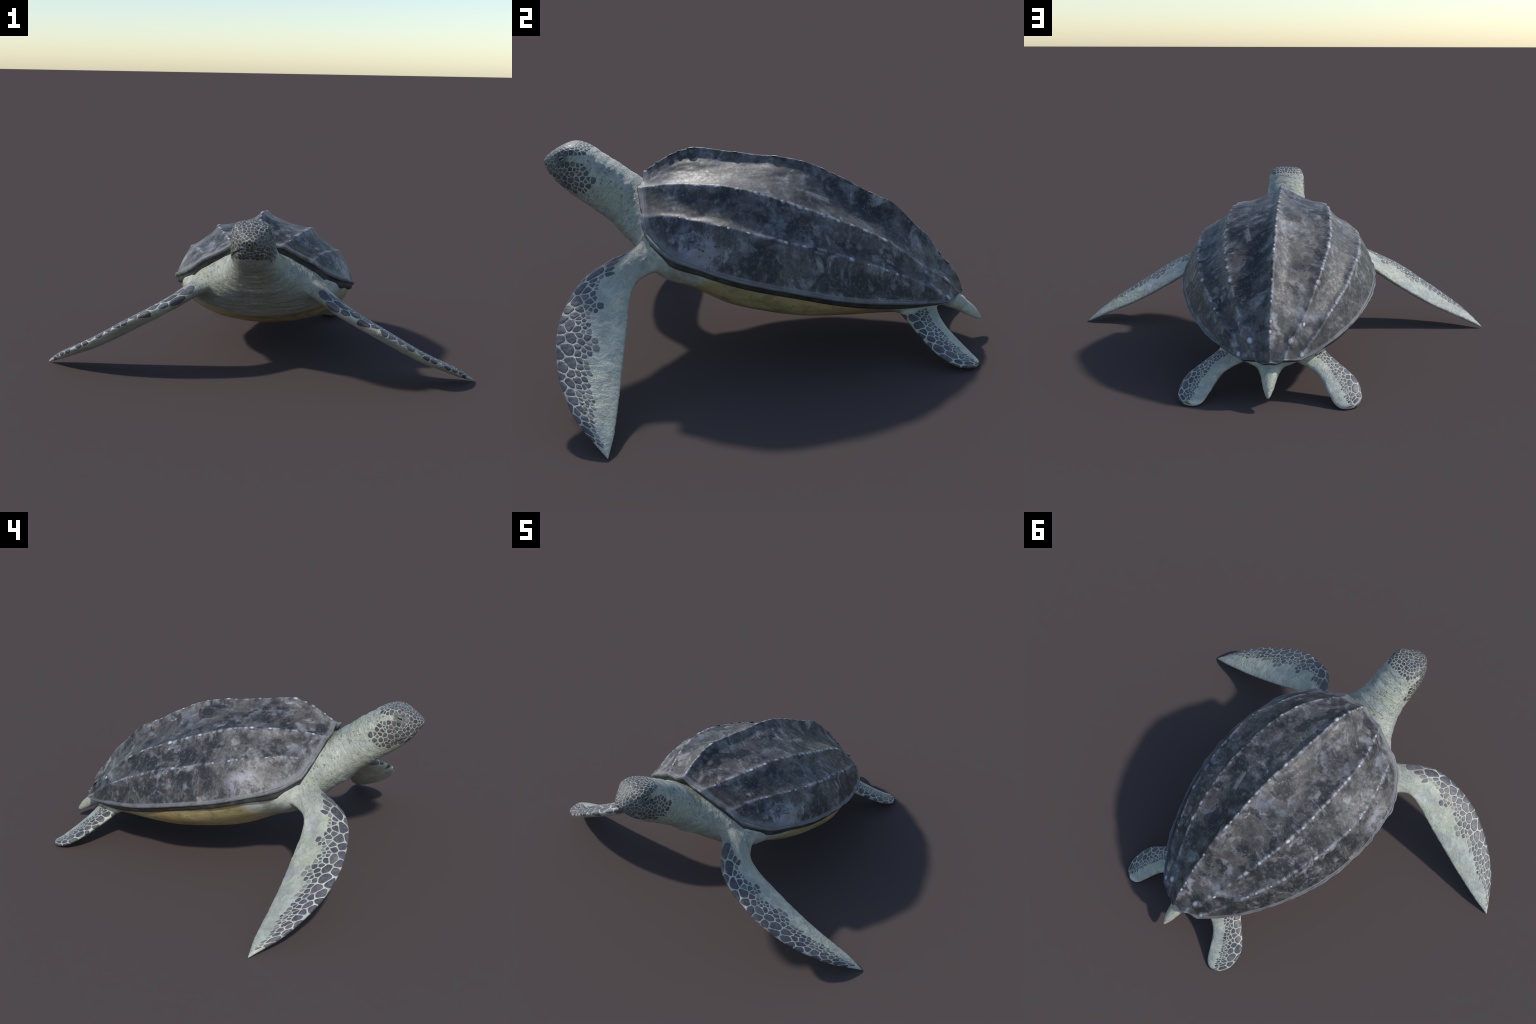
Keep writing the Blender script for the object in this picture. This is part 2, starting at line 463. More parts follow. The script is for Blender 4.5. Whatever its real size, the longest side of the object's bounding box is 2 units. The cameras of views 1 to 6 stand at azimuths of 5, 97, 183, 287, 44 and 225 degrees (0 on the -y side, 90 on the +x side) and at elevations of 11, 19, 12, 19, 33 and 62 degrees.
# ------------------------------------------------------------------ materials
def shell_material():
    n = Nodes("shell_leather")
    x, y, z = n.xyz()
    axx = n.math("ABSOLUTE", x)
    big = n.noise(5.0, 5, .60, .5)
    mid = n.noise(17, 8, .68, .4)
    fine = n.noise(75, 6, .7)
    streak = n.noise(1, 7, .65, 0, n.mapping((26, 60, 9)))
    tone = n.math("ADD", n.math("MULTIPLY", big, .6), n.math("MULTIPLY", mid, .4))
    col = n.mix(n.rng(tone, .42, .60), (.019, .019, .021), (.098, .093, .089))
    brown = n.noise(4.2, 5, .6, .5, n.mapping((1, 1, 1), loc=(3.1, 1.7, .4)))
    col = n.mix(n.math("MULTIPLY", n.rng(brown, .48, .62), .50), col, (.112, .094, .080))
    blue = n.noise(7.5, 6, .62, .7, n.mapping((1, 1, 1), loc=(7.3, 5.2, 2.4)))
    col = n.mix(n.math("MULTIPLY", n.rng(blue, .55, .67), .70), col, (.160, .173, .200))
    pale = n.noise(13, 6, .62, .8, n.mapping((1, 1, 1), loc=(1.3, 9.2, 4.4)))
    col = n.mix(n.math("MULTIPLY", n.rng(pale, .58, .70), .75), col, (.36, .35, .355))
    cloud = n.noise(10.5, 6, .62, .6, n.mapping((1, 1, 1), loc=(6.1, 2.6, 9.7)))
    col = n.mix(n.math("MULTIPLY", n.rng(cloud, .55, .67), .70), col, (.265, .258, .262))
    dark = n.noise(9.5, 6, .62, .5, n.mapping((1, 1, 1), loc=(2.2, 4.1, 8.8)))
    col = n.mix(n.math("MULTIPLY", n.rng(dark, .52, .59), .88), col, (.015, .015, .017))
    lowside = n.rng(axx, .20, .32, .25, 1)
    col = n.mix(n.math("MULTIPLY", n.math("MULTIPLY", n.rng(streak, .54, .66), .30), lowside), col, (.22, .22, .24))
    col = n.mix(n.math("MULTIPLY", n.math("MULTIPLY", n.rng(streak, .46, .34), .35), lowside), col, (.020, .020, .023))
    # larger soft-edged black blotches and small light spots
    blot = n.voronoi(9.5, "SMOOTH_F1", n.mapping((1, .8, 1), loc=(.3, .7, .2)))
    col = n.mix(n.math("MULTIPLY", n.rng(n.math("ADD", blot, n.math("MULTIPLY", n.math("SUBTRACT", mid, .5), .5)), .30, .16), .72), col, (.016, .016, .018))
    spot = n.voronoi(15, "F1", n.mapping((1, 1, 1), loc=(.9, .1, .6)))
    col = n.mix(n.math("MULTIPLY", n.rng(n.math("ADD", spot, n.math("MULTIPLY", n.math("SUBTRACT", mid, .5), .35)), .26, .06), .34), col, (.29, .285, .30))
    # thin pale scratches and cracks
    vein = n.noise(7, 5, .6, 1.4, n.mapping((1, 1, 1), loc=(5, 3, 1)))
    line = n.rng(n.math("ABSOLUTE", n.math("SUBTRACT", vein, .5)), .010, .0, 0, 1)
    col = n.mix(n.math("MULTIPLY", n.math("MULTIPLY", line, n.rng(mid, .45, .6)), .32), col, (.36, .36, .39))
    col = n.mix(n.math("MULTIPLY", n.rng(fine, .50, .62), .35), col, (.030, .029, .031))
    col = n.mix(n.math("MULTIPLY", n.rng(fine, .47, .36), .25), col, (.24, .235, .25))
    # pitted pale patch behind each shoulder
    dx, dy, dz = n.math("SUBTRACT", axx, .405), n.math("SUBTRACT", y, -.165), n.math("SUBTRACT", z, .455)
    dist = n.math("SQRT", n.math("ADD", n.math("ADD", n.math("MULTIPLY", dx, dx), n.math("MULTIPLY", n.math("MULTIPLY", dy, dy), .8)), n.math("MULTIPLY", dz, dz)))
    patch = n.math("MULTIPLY", n.rng(n.math("ADD", dist, n.math("MULTIPLY", n.math("SUBTRACT", mid, .5), .12)),   .100, .045), n.rng(mid, .42, .54, .12, 1))
    col = n.mix(n.math("MULTIPLY", patch, .80), col, n.mix(n.rng(blue, .42, .56), (.25, .235, .225), (.29, .29, .34)))
    pit = n.math("MULTIPLY", n.rng(n.voronoi(46), .30, .16), n.rng(n.noise(30, 2, .5), .48, .56))
    col = n.mix(n.math("MULTIPLY", n.math("MULTIPLY", pit, n.rng(dist, .16, .10)), .9), col, (.030, .027, .026))
    # worn pale crests: keel and two ridges on either side
    xin = n.curve(y, [(-.43, .113), (-.36, .147), (-.22, .201), (-.08, .225), (.064, .232), (.207, .229), (.345, .209), (.475, .178), (.578, .139), (.68, .086), (.738, .056)], -.45, .78)
    xout = n.curve(y, [(-.395, .245), (-.30, .285), (-.19, .325), (-.068, .360), (.093, .362), (.241, .336), (.378, .30), (.506, .24), (.626, .175), (.708, .115)], -.45, .78)
    beads = n.math("MULTIPLY", n.rng(n.noise(1, 3, .6, 0, n.mapping((9, 30, 9))), .44, .60, .05, 1), n.rng(mid, .38, .6, .4, 1))
    for xc, wd, amt in ((0.0, .008, .85), (xin, .008, .85), (xout, .008, .6), (0.0, .030, .35), (xin, .022, .45), (xout, .020, .28)):
        d = n.math("ABSOLUTE", n.math("SUBTRACT", axx, xc))
        m = n.math("MULTIPLY", n.math("MULTIPLY", n.rng(d, wd, .001), beads), amt)
        col = n.mix(m, col, (.35, .352, .375))
    # paler band along the rolled rim
    yr = n.curve(axx, [(0, .012), (.05, .012), (.113, .02), (.18, .034), (.245, .054), (.304, .080), (.35, .13), (.40, .22)], 0, .45)
    zr = n.curve(y, [(-.369, .49), (-.305, .452), (-.229, .425), (-.13, .396), (-.036, .371), (.07, .345), (.171, .32), (.27, .292), (.361, .266), (.45, .243), (.538, .222), (.60, .200), (.658, .180), (.71, .168), (.757, .158)], -.45, .78)
    side_d = n.math("SUBTRACT", z, zr)
    front_d = n.math("SUBTRACT", n.math("ADD", y, .448), yr)
    rim = n.math("MAXIMUM", n.math("MULTIPLY", n.rng(side_d, .011, .004), n.rng(y, -.36, -.28)), n.math("MULTIPLY", n.rng(front_d, .022, .008), n.rng(y, -.20, -.30)))
    col = n.mix(n.math("MULTIPLY", rim, n.rng(mid, .3, .6, .4, .85)), col, (.185, .186, .190))
    # bumps: leathery wrinkles along the panels
    wr = n.noise(1, 5, .6, .4, n.mapping((70, 26, 70)))
    h = n.math("ADD", n.math("ADD", n.math("MULTIPLY", fine, .6), n.math("MULTIPLY", wr, .8)), n.math("MULTIPLY", mid, .6))
    nb = n.bump(h, .17, .004)
    return n.done(col, n.rng(fine, .3, .7, .46, .60), nb, .42)

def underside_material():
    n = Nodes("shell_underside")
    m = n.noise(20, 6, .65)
    col = n.mix(n.rng(m, .35, .65), (.024, .024, .024), (.060, .058, .054))  # near-black base colour bakes in the shade below the rim
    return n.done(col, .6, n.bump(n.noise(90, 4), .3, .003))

def skin_material():
    n = Nodes("skin")
    x, y, z = n.xyz()
    axx = n.math("ABSOLUTE", x)
    big = n.noise(6, 4, .55, .3)
    mid = n.noise(24, 6, .62, .3)
    fine = n.noise(120, 5, .65)
    col = n.mix(n.rng(mid, .34, .68), (.345, .358, .308), (.525, .535, .450))
    col = n.mix(n.math("MULTIPLY", n.rng(big, .46, .62), .55), col, (.430, .450, .300))          # yellow-green tinge
    col = n.mix(n.math("MULTIPLY", n.rng(n.noise(9, 5, .6, .3, n.mapping(loc=(4, 4, 4))), .50, .66), .5), col, (.270, .300, .310))
    col = n.mix(n.math("MULTIPLY", n.rng(n.noise(13, 5, .6, .4, n.mapping(loc=(8, 1, 5))), .52, .66), .55), col, (.590, .600, .530))
    wv = n.t.nodes.new("ShaderNodeVectorMath")
    wv.operation = "MULTIPLY_ADD"
    nt = n.t.nodes.new("ShaderNodeTexNoise")
    nt.inputs["Scale"].default_value = 30
    n.link(n.pos, nt.inputs["Vector"])
    n.link(nt.outputs["Color"], wv.inputs[0])
    wv.inputs[1].default_value = (.05, .05, .05)
    n.link(n.mapping((1, 1.3, 1)), wv.inputs[2])
    crackle = n.voronoi(44, "DISTANCE_TO_EDGE", wv.outputs[0])
    col = n.mix(n.math("MULTIPLY", n.rng(crackle, .07, .0), n.rng(big, .38, .60, .0, .30)), col, (.175, .190, .170))
    # wrinkles run round the neck
    turned = n.mapping((1, 1, 1), (.6435, 0, 0))          # y now runs along the neck
    nk = n.noise(1, 6, .68, 1.5, n.mapping((28, 92, 34), src=turned))
    neck = n.math("MULTIPLY", n.rng(y, -.30, -.40), n.rng(axx, .42, .30))
    col = n.mix(n.math("MULTIPLY", n.math("MULTIPLY", n.rng(nk, .50, .36), .75), neck), col, (.165, .180, .150))
    col = n.mix(n.math("MULTIPLY", n.math("MULTIPLY", n.rng(nk, .52, .62), .5), neck), col, (.520, .545, .470))
    # dark flecks on the sides of the neck and throat
    fl = n.math("MULTIPLY", n.rng(n.voronoi(60), .32, .18), n.rng(n.noise(20, 3, .5, 0, n.mapping(loc=(2, 7, 1))), .50, .60))
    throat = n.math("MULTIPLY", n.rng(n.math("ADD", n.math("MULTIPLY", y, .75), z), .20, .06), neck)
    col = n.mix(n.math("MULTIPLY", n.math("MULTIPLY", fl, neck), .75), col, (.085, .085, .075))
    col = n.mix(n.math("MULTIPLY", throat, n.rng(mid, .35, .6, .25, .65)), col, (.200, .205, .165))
    # creases across the flippers
    cr = n.noise(1, 4, .6, .5, n.mapping((60, 12, 60)))
    limb = n.math("MAXIMUM", n.math("MULTIPLY", n.rng(axx, .40, .48), n.rng(y, -.2, -.3)), n.rng(z, .15, .10))
    col = n.mix(n.math("MULTIPLY", n.math("MULTIPLY", n.rng(n.math("ABSOLUTE", n.math("SUBTRACT", cr, .5)), .012, .0), n.rng(big, .4, .6)), .45), col, (.15, .16, .16))
    # belly plate: ochre, olive and orange, fading into the skin of chest and flank
    edge = n.curve(y, [(-.45, .225), (-.38, .25), (-.30, .285), (-.22, .325), (-.12, .385), (0, .40), (.2, .36), (.4, .30), (.55, .22), (.66, .165), (.76, .14)], -.45, .78)
    wob = n.math("MULTIPLY", n.math("SUBTRACT", n.noise(9, 4, .6, .5), .5), .09)
    bel = n.math("MULTIPLY", n.rng(n.math("SUBTRACT", n.math("ADD", edge, wob), z), .0, .045), n.math("MULTIPLY", n.rng(y, -.46, -.36), n.rng(y, .55, .47)))
    bel = n.math("MULTIPLY", bel, n.rng(n.math("ADD", axx, n.math("MULTIPLY", y, -.15)), .49, .45))
    pl = n.mix(n.rng(n.noise(7, 5, .6, .6, n.mapping((1, .45, 1.6))), .35, .65), (.270, .205, .078), (.500, .410, .195))
    pl = n.mix(n.math("MULTIPLY", n.rng(n.noise(5, 4, .6, .8, n.mapping((1, .5, 1.5), loc=(3, 6, 2))), .50, .66), .75), pl, (.420, .225, .070))
    pl = n.mix(n.math("MULTIPLY", n.rng(n.noise(30, 5, .65, .5), .50, .36), .35), pl, (.110, .085, .045))
    col = n.mix(bel, col, pl)
    col = n.mix(n.rng(fine, .3, .7, 0, .22), col, (.16, .175, .165))
    h = n.math("ADD", n.math("ADD", n.math("MULTIPLY", nk, n.math("MULTIPLY", neck, 2.6)), n.math("MULTIPLY", fine, .5)), n.math("ADD", n.math("ADD", mid, n.math("MULTIPLY", n.rng(crackle, .0, .12), .10)), n.math("MULTIPLY", n.math("MULTIPLY", cr, limb), .8)))
    # shadow round the eyes, painted into the skin colour
    ex, ey, ez = n.math("SUBTRACT", axx, float(EYE[0])), n.math("SUBTRACT", y, float(EYE[1])), n.math("SUBTRACT", z, float(EYE[2]))
    er = n.math("SQRT", n.math("ADD", n.math("ADD", n.math("MULTIPLY", ex, ex), n.math("MULTIPLY", ey, ey)), n.math("MULTIPLY", n.math("MULTIPLY", ez, ez), 2.2)))
    col = n.mix(n.math("MULTIPLY", n.rng(er, .036, .020), n.rng(fine, .35, .6, .65, .95)), col, (.085, .088, .082))
    nb = n.bump(h, .6, .005)
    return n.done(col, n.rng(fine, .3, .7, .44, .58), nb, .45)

def scale_material(name, lo, hi, tan):
    n = Nodes(name)
    info = n.t.nodes.new("ShaderNodeObjectInfo")
    r = info.outputs["Random"]
    col = n.mix(r, lo, hi)
    blot = n.noise(26, 5, .6, .3)
    col = n.mix(n.math("MULTIPLY", n.rng(blot, .52, .66), n.rng(r, .35, .75, .1, .8)), col, tan)
    col = n.mix(n.math("MULTIPLY", n.rng(n.noise(90, 5, .65), .45, .65), .35), col, (.19, .20, .205))
    return n.done(col, n.rng(blot, .3, .7, .42, .55), n.bump(n.noise(150, 4), .3, .002), .45)

def wart_material():
    n = Nodes("pale_knob")
    info = n.t.nodes.new("ShaderNodeObjectInfo")
    d = n.t.nodes.new("ShaderNodeVectorMath")
    d.operation = "LENGTH"
    flat = n.mapping((1, 1, 0))
    n.link(flat, d.inputs[0])
    m = n.noise(2.3, 5, .65)
    col = n.mix(n.rng(d.outputs["Value"], 1.0, .30), (.075, .074, .078), n.mix(info.outputs["Random"], (.66, .66, .70), (.26, .26, .28)))
    col = n.mix(n.math("MULTIPLY", n.rng(m, .45, .65), .5), col, (.20, .20, .23))
    return n.done(col, .45, n.bump(m, .3, .02), .45)

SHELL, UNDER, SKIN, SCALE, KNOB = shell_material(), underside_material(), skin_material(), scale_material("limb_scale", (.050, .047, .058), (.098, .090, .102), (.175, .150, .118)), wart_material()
FADED = scale_material("faded_scale", (.105, .103, .100), (.215, .215, .190), (.26, .25, .20))
HEAD_SCALE = scale_material("face_scale", (.034, .031, .034), (.082, .074, .074), (.150, .138, .118))
eye_nodes = Nodes("dark_eye")
EYEM = eye_nodes.done((.010, .010, .011), .12)
lidn = Nodes("eyelid_skin")
LID = lidn.done(lidn.mix(lidn.rng(lidn.noise(60, 4), .35, .65), (.13, .14, .13), (.30, .32, .28)), .5, lidn.bump(lidn.noise(200, 3), .3, .002))

# ------------------------------------------------------------------ root and carapace
root = add("leatherback_turtle", None)
root["label"] = "grey leatherback sea turtle with ridged shell, raised head and long flippers"
root["category"] = "sea turtle"

cm = new_mesh("carapace", V, shell_faces)
bm = bmesh.new()
bm.from_mesh(cm)
bmesh.ops.recalc_face_normals(bm, faces=bm.faces)
bm.to_mesh(cm)
bm.free()
cm.materials.append(SHELL)
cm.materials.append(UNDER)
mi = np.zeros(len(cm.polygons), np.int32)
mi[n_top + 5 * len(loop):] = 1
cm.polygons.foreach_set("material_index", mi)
carapace = add("carapace", cm, root)

# pale knobs along keel, ridges and near the tail: one shared dome, scaled and turned
def dome(name):
    rings = [(1.25, -.22), (1.0, .0), (.78, .20), (.54, .38), (.28, .48)]
    a = np.linspace(0, 2 * np.pi, 18, endpoint=False)
    V = [np.c_[r * np.cos(a), r * np.sin(a), np.full(18, h)] for r, h in rings]
    V = np.vstack(V + [[[0, 0, .51]]])
    F = [tuple(f) for f in grid_faces(5, 18, True)] + [(72 + k, 72 + (k + 1) % 18, 90) for k in range(18)]
    me = new_mesh(name, V, F)
    me.materials.append(KNOB)
    return me

knob_mesh = dome("tubercle")
top_tree = BVHTree.FromPolygons(full.reshape(-1, 3).tolist(), [list(f) for f in F[0]]) if False else BVHTree.FromObject(carapace, bpy.context.evaluated_depsgraph_get())

def place_knob(p, along, size, length=1.35):
    hit = top_tree.find_nearest(Vector(p))
    q, nn = hit[0], hit[1]
    if nn.z < 0:
        nn = -nn
    o = bpy.data.objects.new("tubercle", knob_mesh)
    bpy.context.scene.collection.objects.link(o)
    o.parent = carapace
    xa = Vector(along)
    xa = (xa - nn * xa.dot(nn)).normalized()
    ya = nn.cross(xa)
    from mathutils import Matrix
    R = Matrix((xa, ya, nn)).transposed().to_4x4()
    S = Matrix.Diagonal((size * length, size, size * .55, 1))
    o.matrix_world = Matrix.Translation(q - nn * size * .06) @ R @ S

def knob_row(line, gaps, lo, hi, sizes, mirror):
    C = by_length(line, 800)
    L = np.r_[0, np.cumsum(np.linalg.norm(np.diff(C, axis=0), axis=1))]
    s = lo
    while s < hi:
        f = s / L[-1]
        p = np.array([np.interp(s, L, C[:, k]) for k in range(3)])
        t = np.array([np.interp(s + .01, L, C[:, k]) for k in range(3)]) - p
        g = gaps[0] + (gaps[1] - gaps[0]) * f
        sz = (sizes[0] + (sizes[1] - sizes[0]) * f) * rng.uniform(.55, 1.35)
        if rng.random() > .26:
            for sg in ((1, -1) if mirror else (1,)):
                place_knob(p * [sg, 1, 1], t * [sg, 1, 1], sz, rng.uniform(1.1, 1.7))
        s += g * rng.uniform(.6, 1.6)

knob_row(KEEL, (.043, .040), .02, 1.34, (.0074, .0060), False)
knob_row(RIDGE_INNER, (.042, .058), .06, 1.00, (.0068, .0098), True)
knob_row(RIDGE_OUTER, (.050, .056), .10, 1.05, (.0068, .0095), True)
for x, yk, z, sz in ((.081, .684, .235, .0145), (.128, .70, .19, .0115), (.118, .60, .28, .0095)):
    for sg in (1, -1):
        place_knob((sg * x, yk, z), (-sg * .3, 1, -1), sz, 1.35)

# ------------------------------------------------------------------ body split into anatomical parts, shared normals
P, E = mesh_arrays(body)
N = vert_normals(body)
fc = np.empty(len(body.polygons) * 3)
body.polygons.foreach_get("center", fc)
fc = fc.reshape(-1, 3)
fx = np.abs(fc[:, 0])
label = np.full(len(fc), "torso", dtype=object)
front_line = fc[:, 1] + .55 * (fx - .30)
label[(fc[:, 1] < -.40 + .35 * (fc[:, 2] - .45)) & (fx < .27)] = "neck"
label[(fc[:, 1] < -.655 + .25 * (fc[:, 2] - .62)) & (fc[:, 2] > .4)] = "head"
fl = (fx + .35 * (fc[:, 1] + .40) > .355) & (fc[:, 1] < -.26) & (fc[:, 2] < .40)
label[fl] = "front_flipper"
hf = (fc[:, 1] > .47) & (fx > .10) & (fc[:, 2] < .146 - .0) & (fx + .9 * (fc[:, 1] - .56) > .17)
label[hf] = "hind_flipper"
label[(fc[:, 1] > .735) & (fx < .09)] = "tail"

loops = [list(p.vertices) for p in body.polygons]
parts = {}
def make_part(name, mask):
    ids = np.where(mask)[0]
    used = np.unique(np.concatenate([loops[k] for k in ids]))
    remap = {int(v): k for k, v in enumerate(used)}
    me = new_mesh(name, P[used], [[remap[v] for v in loops[k]] for k in ids])
    me.materials.append(SKIN)
    me.normals_split_custom_set_from_vertices(N[used].tolist())
    return add(name, me, root)

for nm in ("torso", "neck", "head", "tail"):
    parts[nm] = make_part(nm, label == nm)
for nm in ("front_flipper", "hind_flipper"):
    for sg in (1, -1):
        parts[nm, sg] = make_part(nm, (label == nm) & (np.sign(fc[:, 0]) == sg))

# ------------------------------------------------------------------ scales: cells grown on the skin, each a low plate
tree = BVHTree.FromPolygons(P.tolist(), loops)

def clip(poly, nx, ny, d):
    """keep the part of the polygon where nx*x + ny*y <= d"""
    out = []
    for k in range(len(poly)):
        (x0, y0), (x1, y1) = poly[k - 1], poly[k]
        a, b = nx * x0 + ny * y0 - d, nx * x1 + ny * y1 - d
        if (a <= 0) != (b <= 0):
            t = a / (a - b)
            out.append((x0 + t * (x1 - x0), y0 + t * (y1 - y0)))
        if b <= 0:
            out.append((x1, y1))
    return out

def round_off(poly, times, count):
    for _ in range(times):                                   # cut the corners, then space the points evenly
        nxt = np.roll(poly, -1, 0)
        poly = np.stack([poly * .80 + nxt * .20, poly * .20 + nxt * .80], 1).reshape(-1, 2)
    cl = np.vstack([poly, poly[:1]])
    a = np.r_[0, np.cumsum(np.linalg.norm(np.diff(cl, axis=0), axis=1))]
    q = np.linspace(0, a[-1], count, endpoint=False)
    return np.stack([np.interp(q, a, cl[:, 0]), np.interp(q, a, cl[:, 1])], 1)

def seeds_on(region, radius, stretch, tries=16000):
    """dart throwing on the face centres of the region"""
    ids = np.where(region)[0]
    ids = rng.permutation(ids)[:tries]
    got, rad, idx = [], [], []
    for k in ids:
        p = fc[k]
        r = radius(p)
        if r is None:
            continue
        if got:
            d = np.array(got) - p
            u, ratio = stretch(p)
            al = d @ u
            d2 = (d * d).sum(1) - al ** 2 + (al / ratio) ** 2
            if (d2 < (np.array(rad) * .5 + r * .5) ** 2 * 3.1).any():
                continue
        got.append(p)
        rad.append(r)
        idx.append(k)
    return np.array(got), np.array(rad), np.array(idx)

def grow_scales(S, R, stretch, gap, height, name, parent_of, cut=None, reach=1.9, rounds=1, shown=None):
    made = []
    for k in range(len(S)):
        if shown is not None and not shown[k]:
            continue
        p = S[k]
        loc, nn, _, _ = tree.find_nearest(Vector(p))
        n = np.array(nn)
        u, ratio = stretch(p)
        u = u - n * (u @ n)
        u /= np.linalg.norm(u)
        v = np.cross(n, u)
        d = S - p
        dist = np.linalg.norm(d, axis=1)
        near_by = np.where((dist < R[k] * 7) & (dist > 0))[0]
        g = gap(p)
        poly = [(R[k] * reach * math.cos(a), R[k] * reach * math.sin(a)) for a in np.linspace(0, 2 * math.pi, 14, endpoint=False)]
        for j in near_by:
            x, y = (d[j] @ u) / ratio, d[j] @ v
            m = math.hypot(x, y)
            if m < 1e-6:
                continue
            poly = clip(poly, x / m, y / m, m * R[k] / (R[k] + R[j]) - g)
            if len(poly) < 3:
                break
        if cut is not None and len(poly) >= 3:
            poly = cut(p, u, v, poly)
        if len(poly) < 3:
            continue
        poly = np.array(poly)
        c = poly.mean(0)
        if np.linalg.norm(poly - c, axis=1).max() < .0028:
            continue
        poly = round_off(poly, rounds, 28)
        verts = []
        for f, h in ((1.0, -.5), (.97, .5), (.86, .85), (.5, 1.0)):
            for x, y in c + (poly - c) * f:
                w3 = p + u * x * ratio + v * y
                hit, hn, _, _ = tree.find_nearest(Vector(w3))
                verts.append(np.array(hit) + np.array(hn) * h * height)
        hit, hn, _, _ = tree.find_nearest(Vector(p + u * c[0] * ratio + v * c[1]))
        verts.append(np.array(hit) + np.array(hn) * height)
        faces = [tuple(f) for f in grid_faces(4, 28, True)] + [(84 + i, 84 + (i + 1) % 28, 112) for i in range(28)]
        made.append((np.array(verts), faces, np.linalg.norm(poly - c, axis=1).mean(), False))
    made.sort(key=lambda t: -t[2])
    return made

def place_scales(made, name, parent, limit):
    rest_v, rest_f, off = [], [], 0
    for k, (v, f, _, faded) in enumerate(made):
        if k < limit:
            me = new_mesh(name, v, f)
            me.materials.append(HEAD_SCALE if name == "head_scale" else FADED if faded else SCALE)
            add(name, me, parent)
        else:
            rest_v.append(v)
            rest_f += [tuple(i + off for i in q) for q in f]
            off += len(v)
    if rest_v:
        me = new_mesh("small_scales", np.vstack(rest_v), rest_f)
        me.materials.append(HEAD_SCALE if name == "head_scale" else SCALE)
        add("small_scales", me, parent)["kind"] = "stuff"

def mirrored(made):
    out = []
    for v, f, r, faded in made:
        v = v * [-1, 1, 1]
        w = []
        for p in v:
            w.append(p)
        out.append((np.array(w), [q[::-1] for q in f], r, faded))
    return out

def unroll(lead, trail, thick, belly, ns=260, vmin=-.035, vmax=.26, dv=.002):
    """limb skin laid flat: row = place along the span, column = way round from the leading edge (under < 0 < over)"""
    L, T = catmull(lead, ns), catmull(trail, ns)
    span = np.gradient((L + T) / 2, axis=0)
    N = np.cross(span, T - L)
    N /= np.linalg.norm(N, axis=1)[:, None] + 1e-9
    N *= np.sign(N[:, 2].mean())
    th = np.interp(np.linspace(0, 1, ns), *zip(*thick))
    c = np.linspace(0, 1, 160) ** 2
    y = .80 * c ** .5 * (1 - c) ** .54
    vs = np.arange(vmin, vmax, dv)
    G = np.zeros((ns, len(vs), 3))
    for k in range(ns):
        for sg, f in ((1, 1.1), (-1, belly)):
            P3 = L[k] + (T[k] - L[k]) * c[:, None] + N[k] * (sg * th[k] * (f * y + (.10 * np.sin(np.pi * c) ** 2 if sg > 0 and belly > 1.5 else 0)))[:, None]
            a = np.r_[0, np.cumsum(np.linalg.norm(np.diff(P3, axis=0), axis=1))]
            sel = vs >= 0 if sg > 0 else vs < 0
            G[k, sel] = np.stack([np.interp(np.abs(vs[sel]), a, P3[:, q]) for q in range(3)], 1)
    mid = (L + T) / 2
    ln = np.r_[0, np.cumsum(np.linalg.norm(np.diff(mid, axis=0), axis=1))]
    return G, ln, np.linalg.norm(T - L, axis=1), vmin, dv

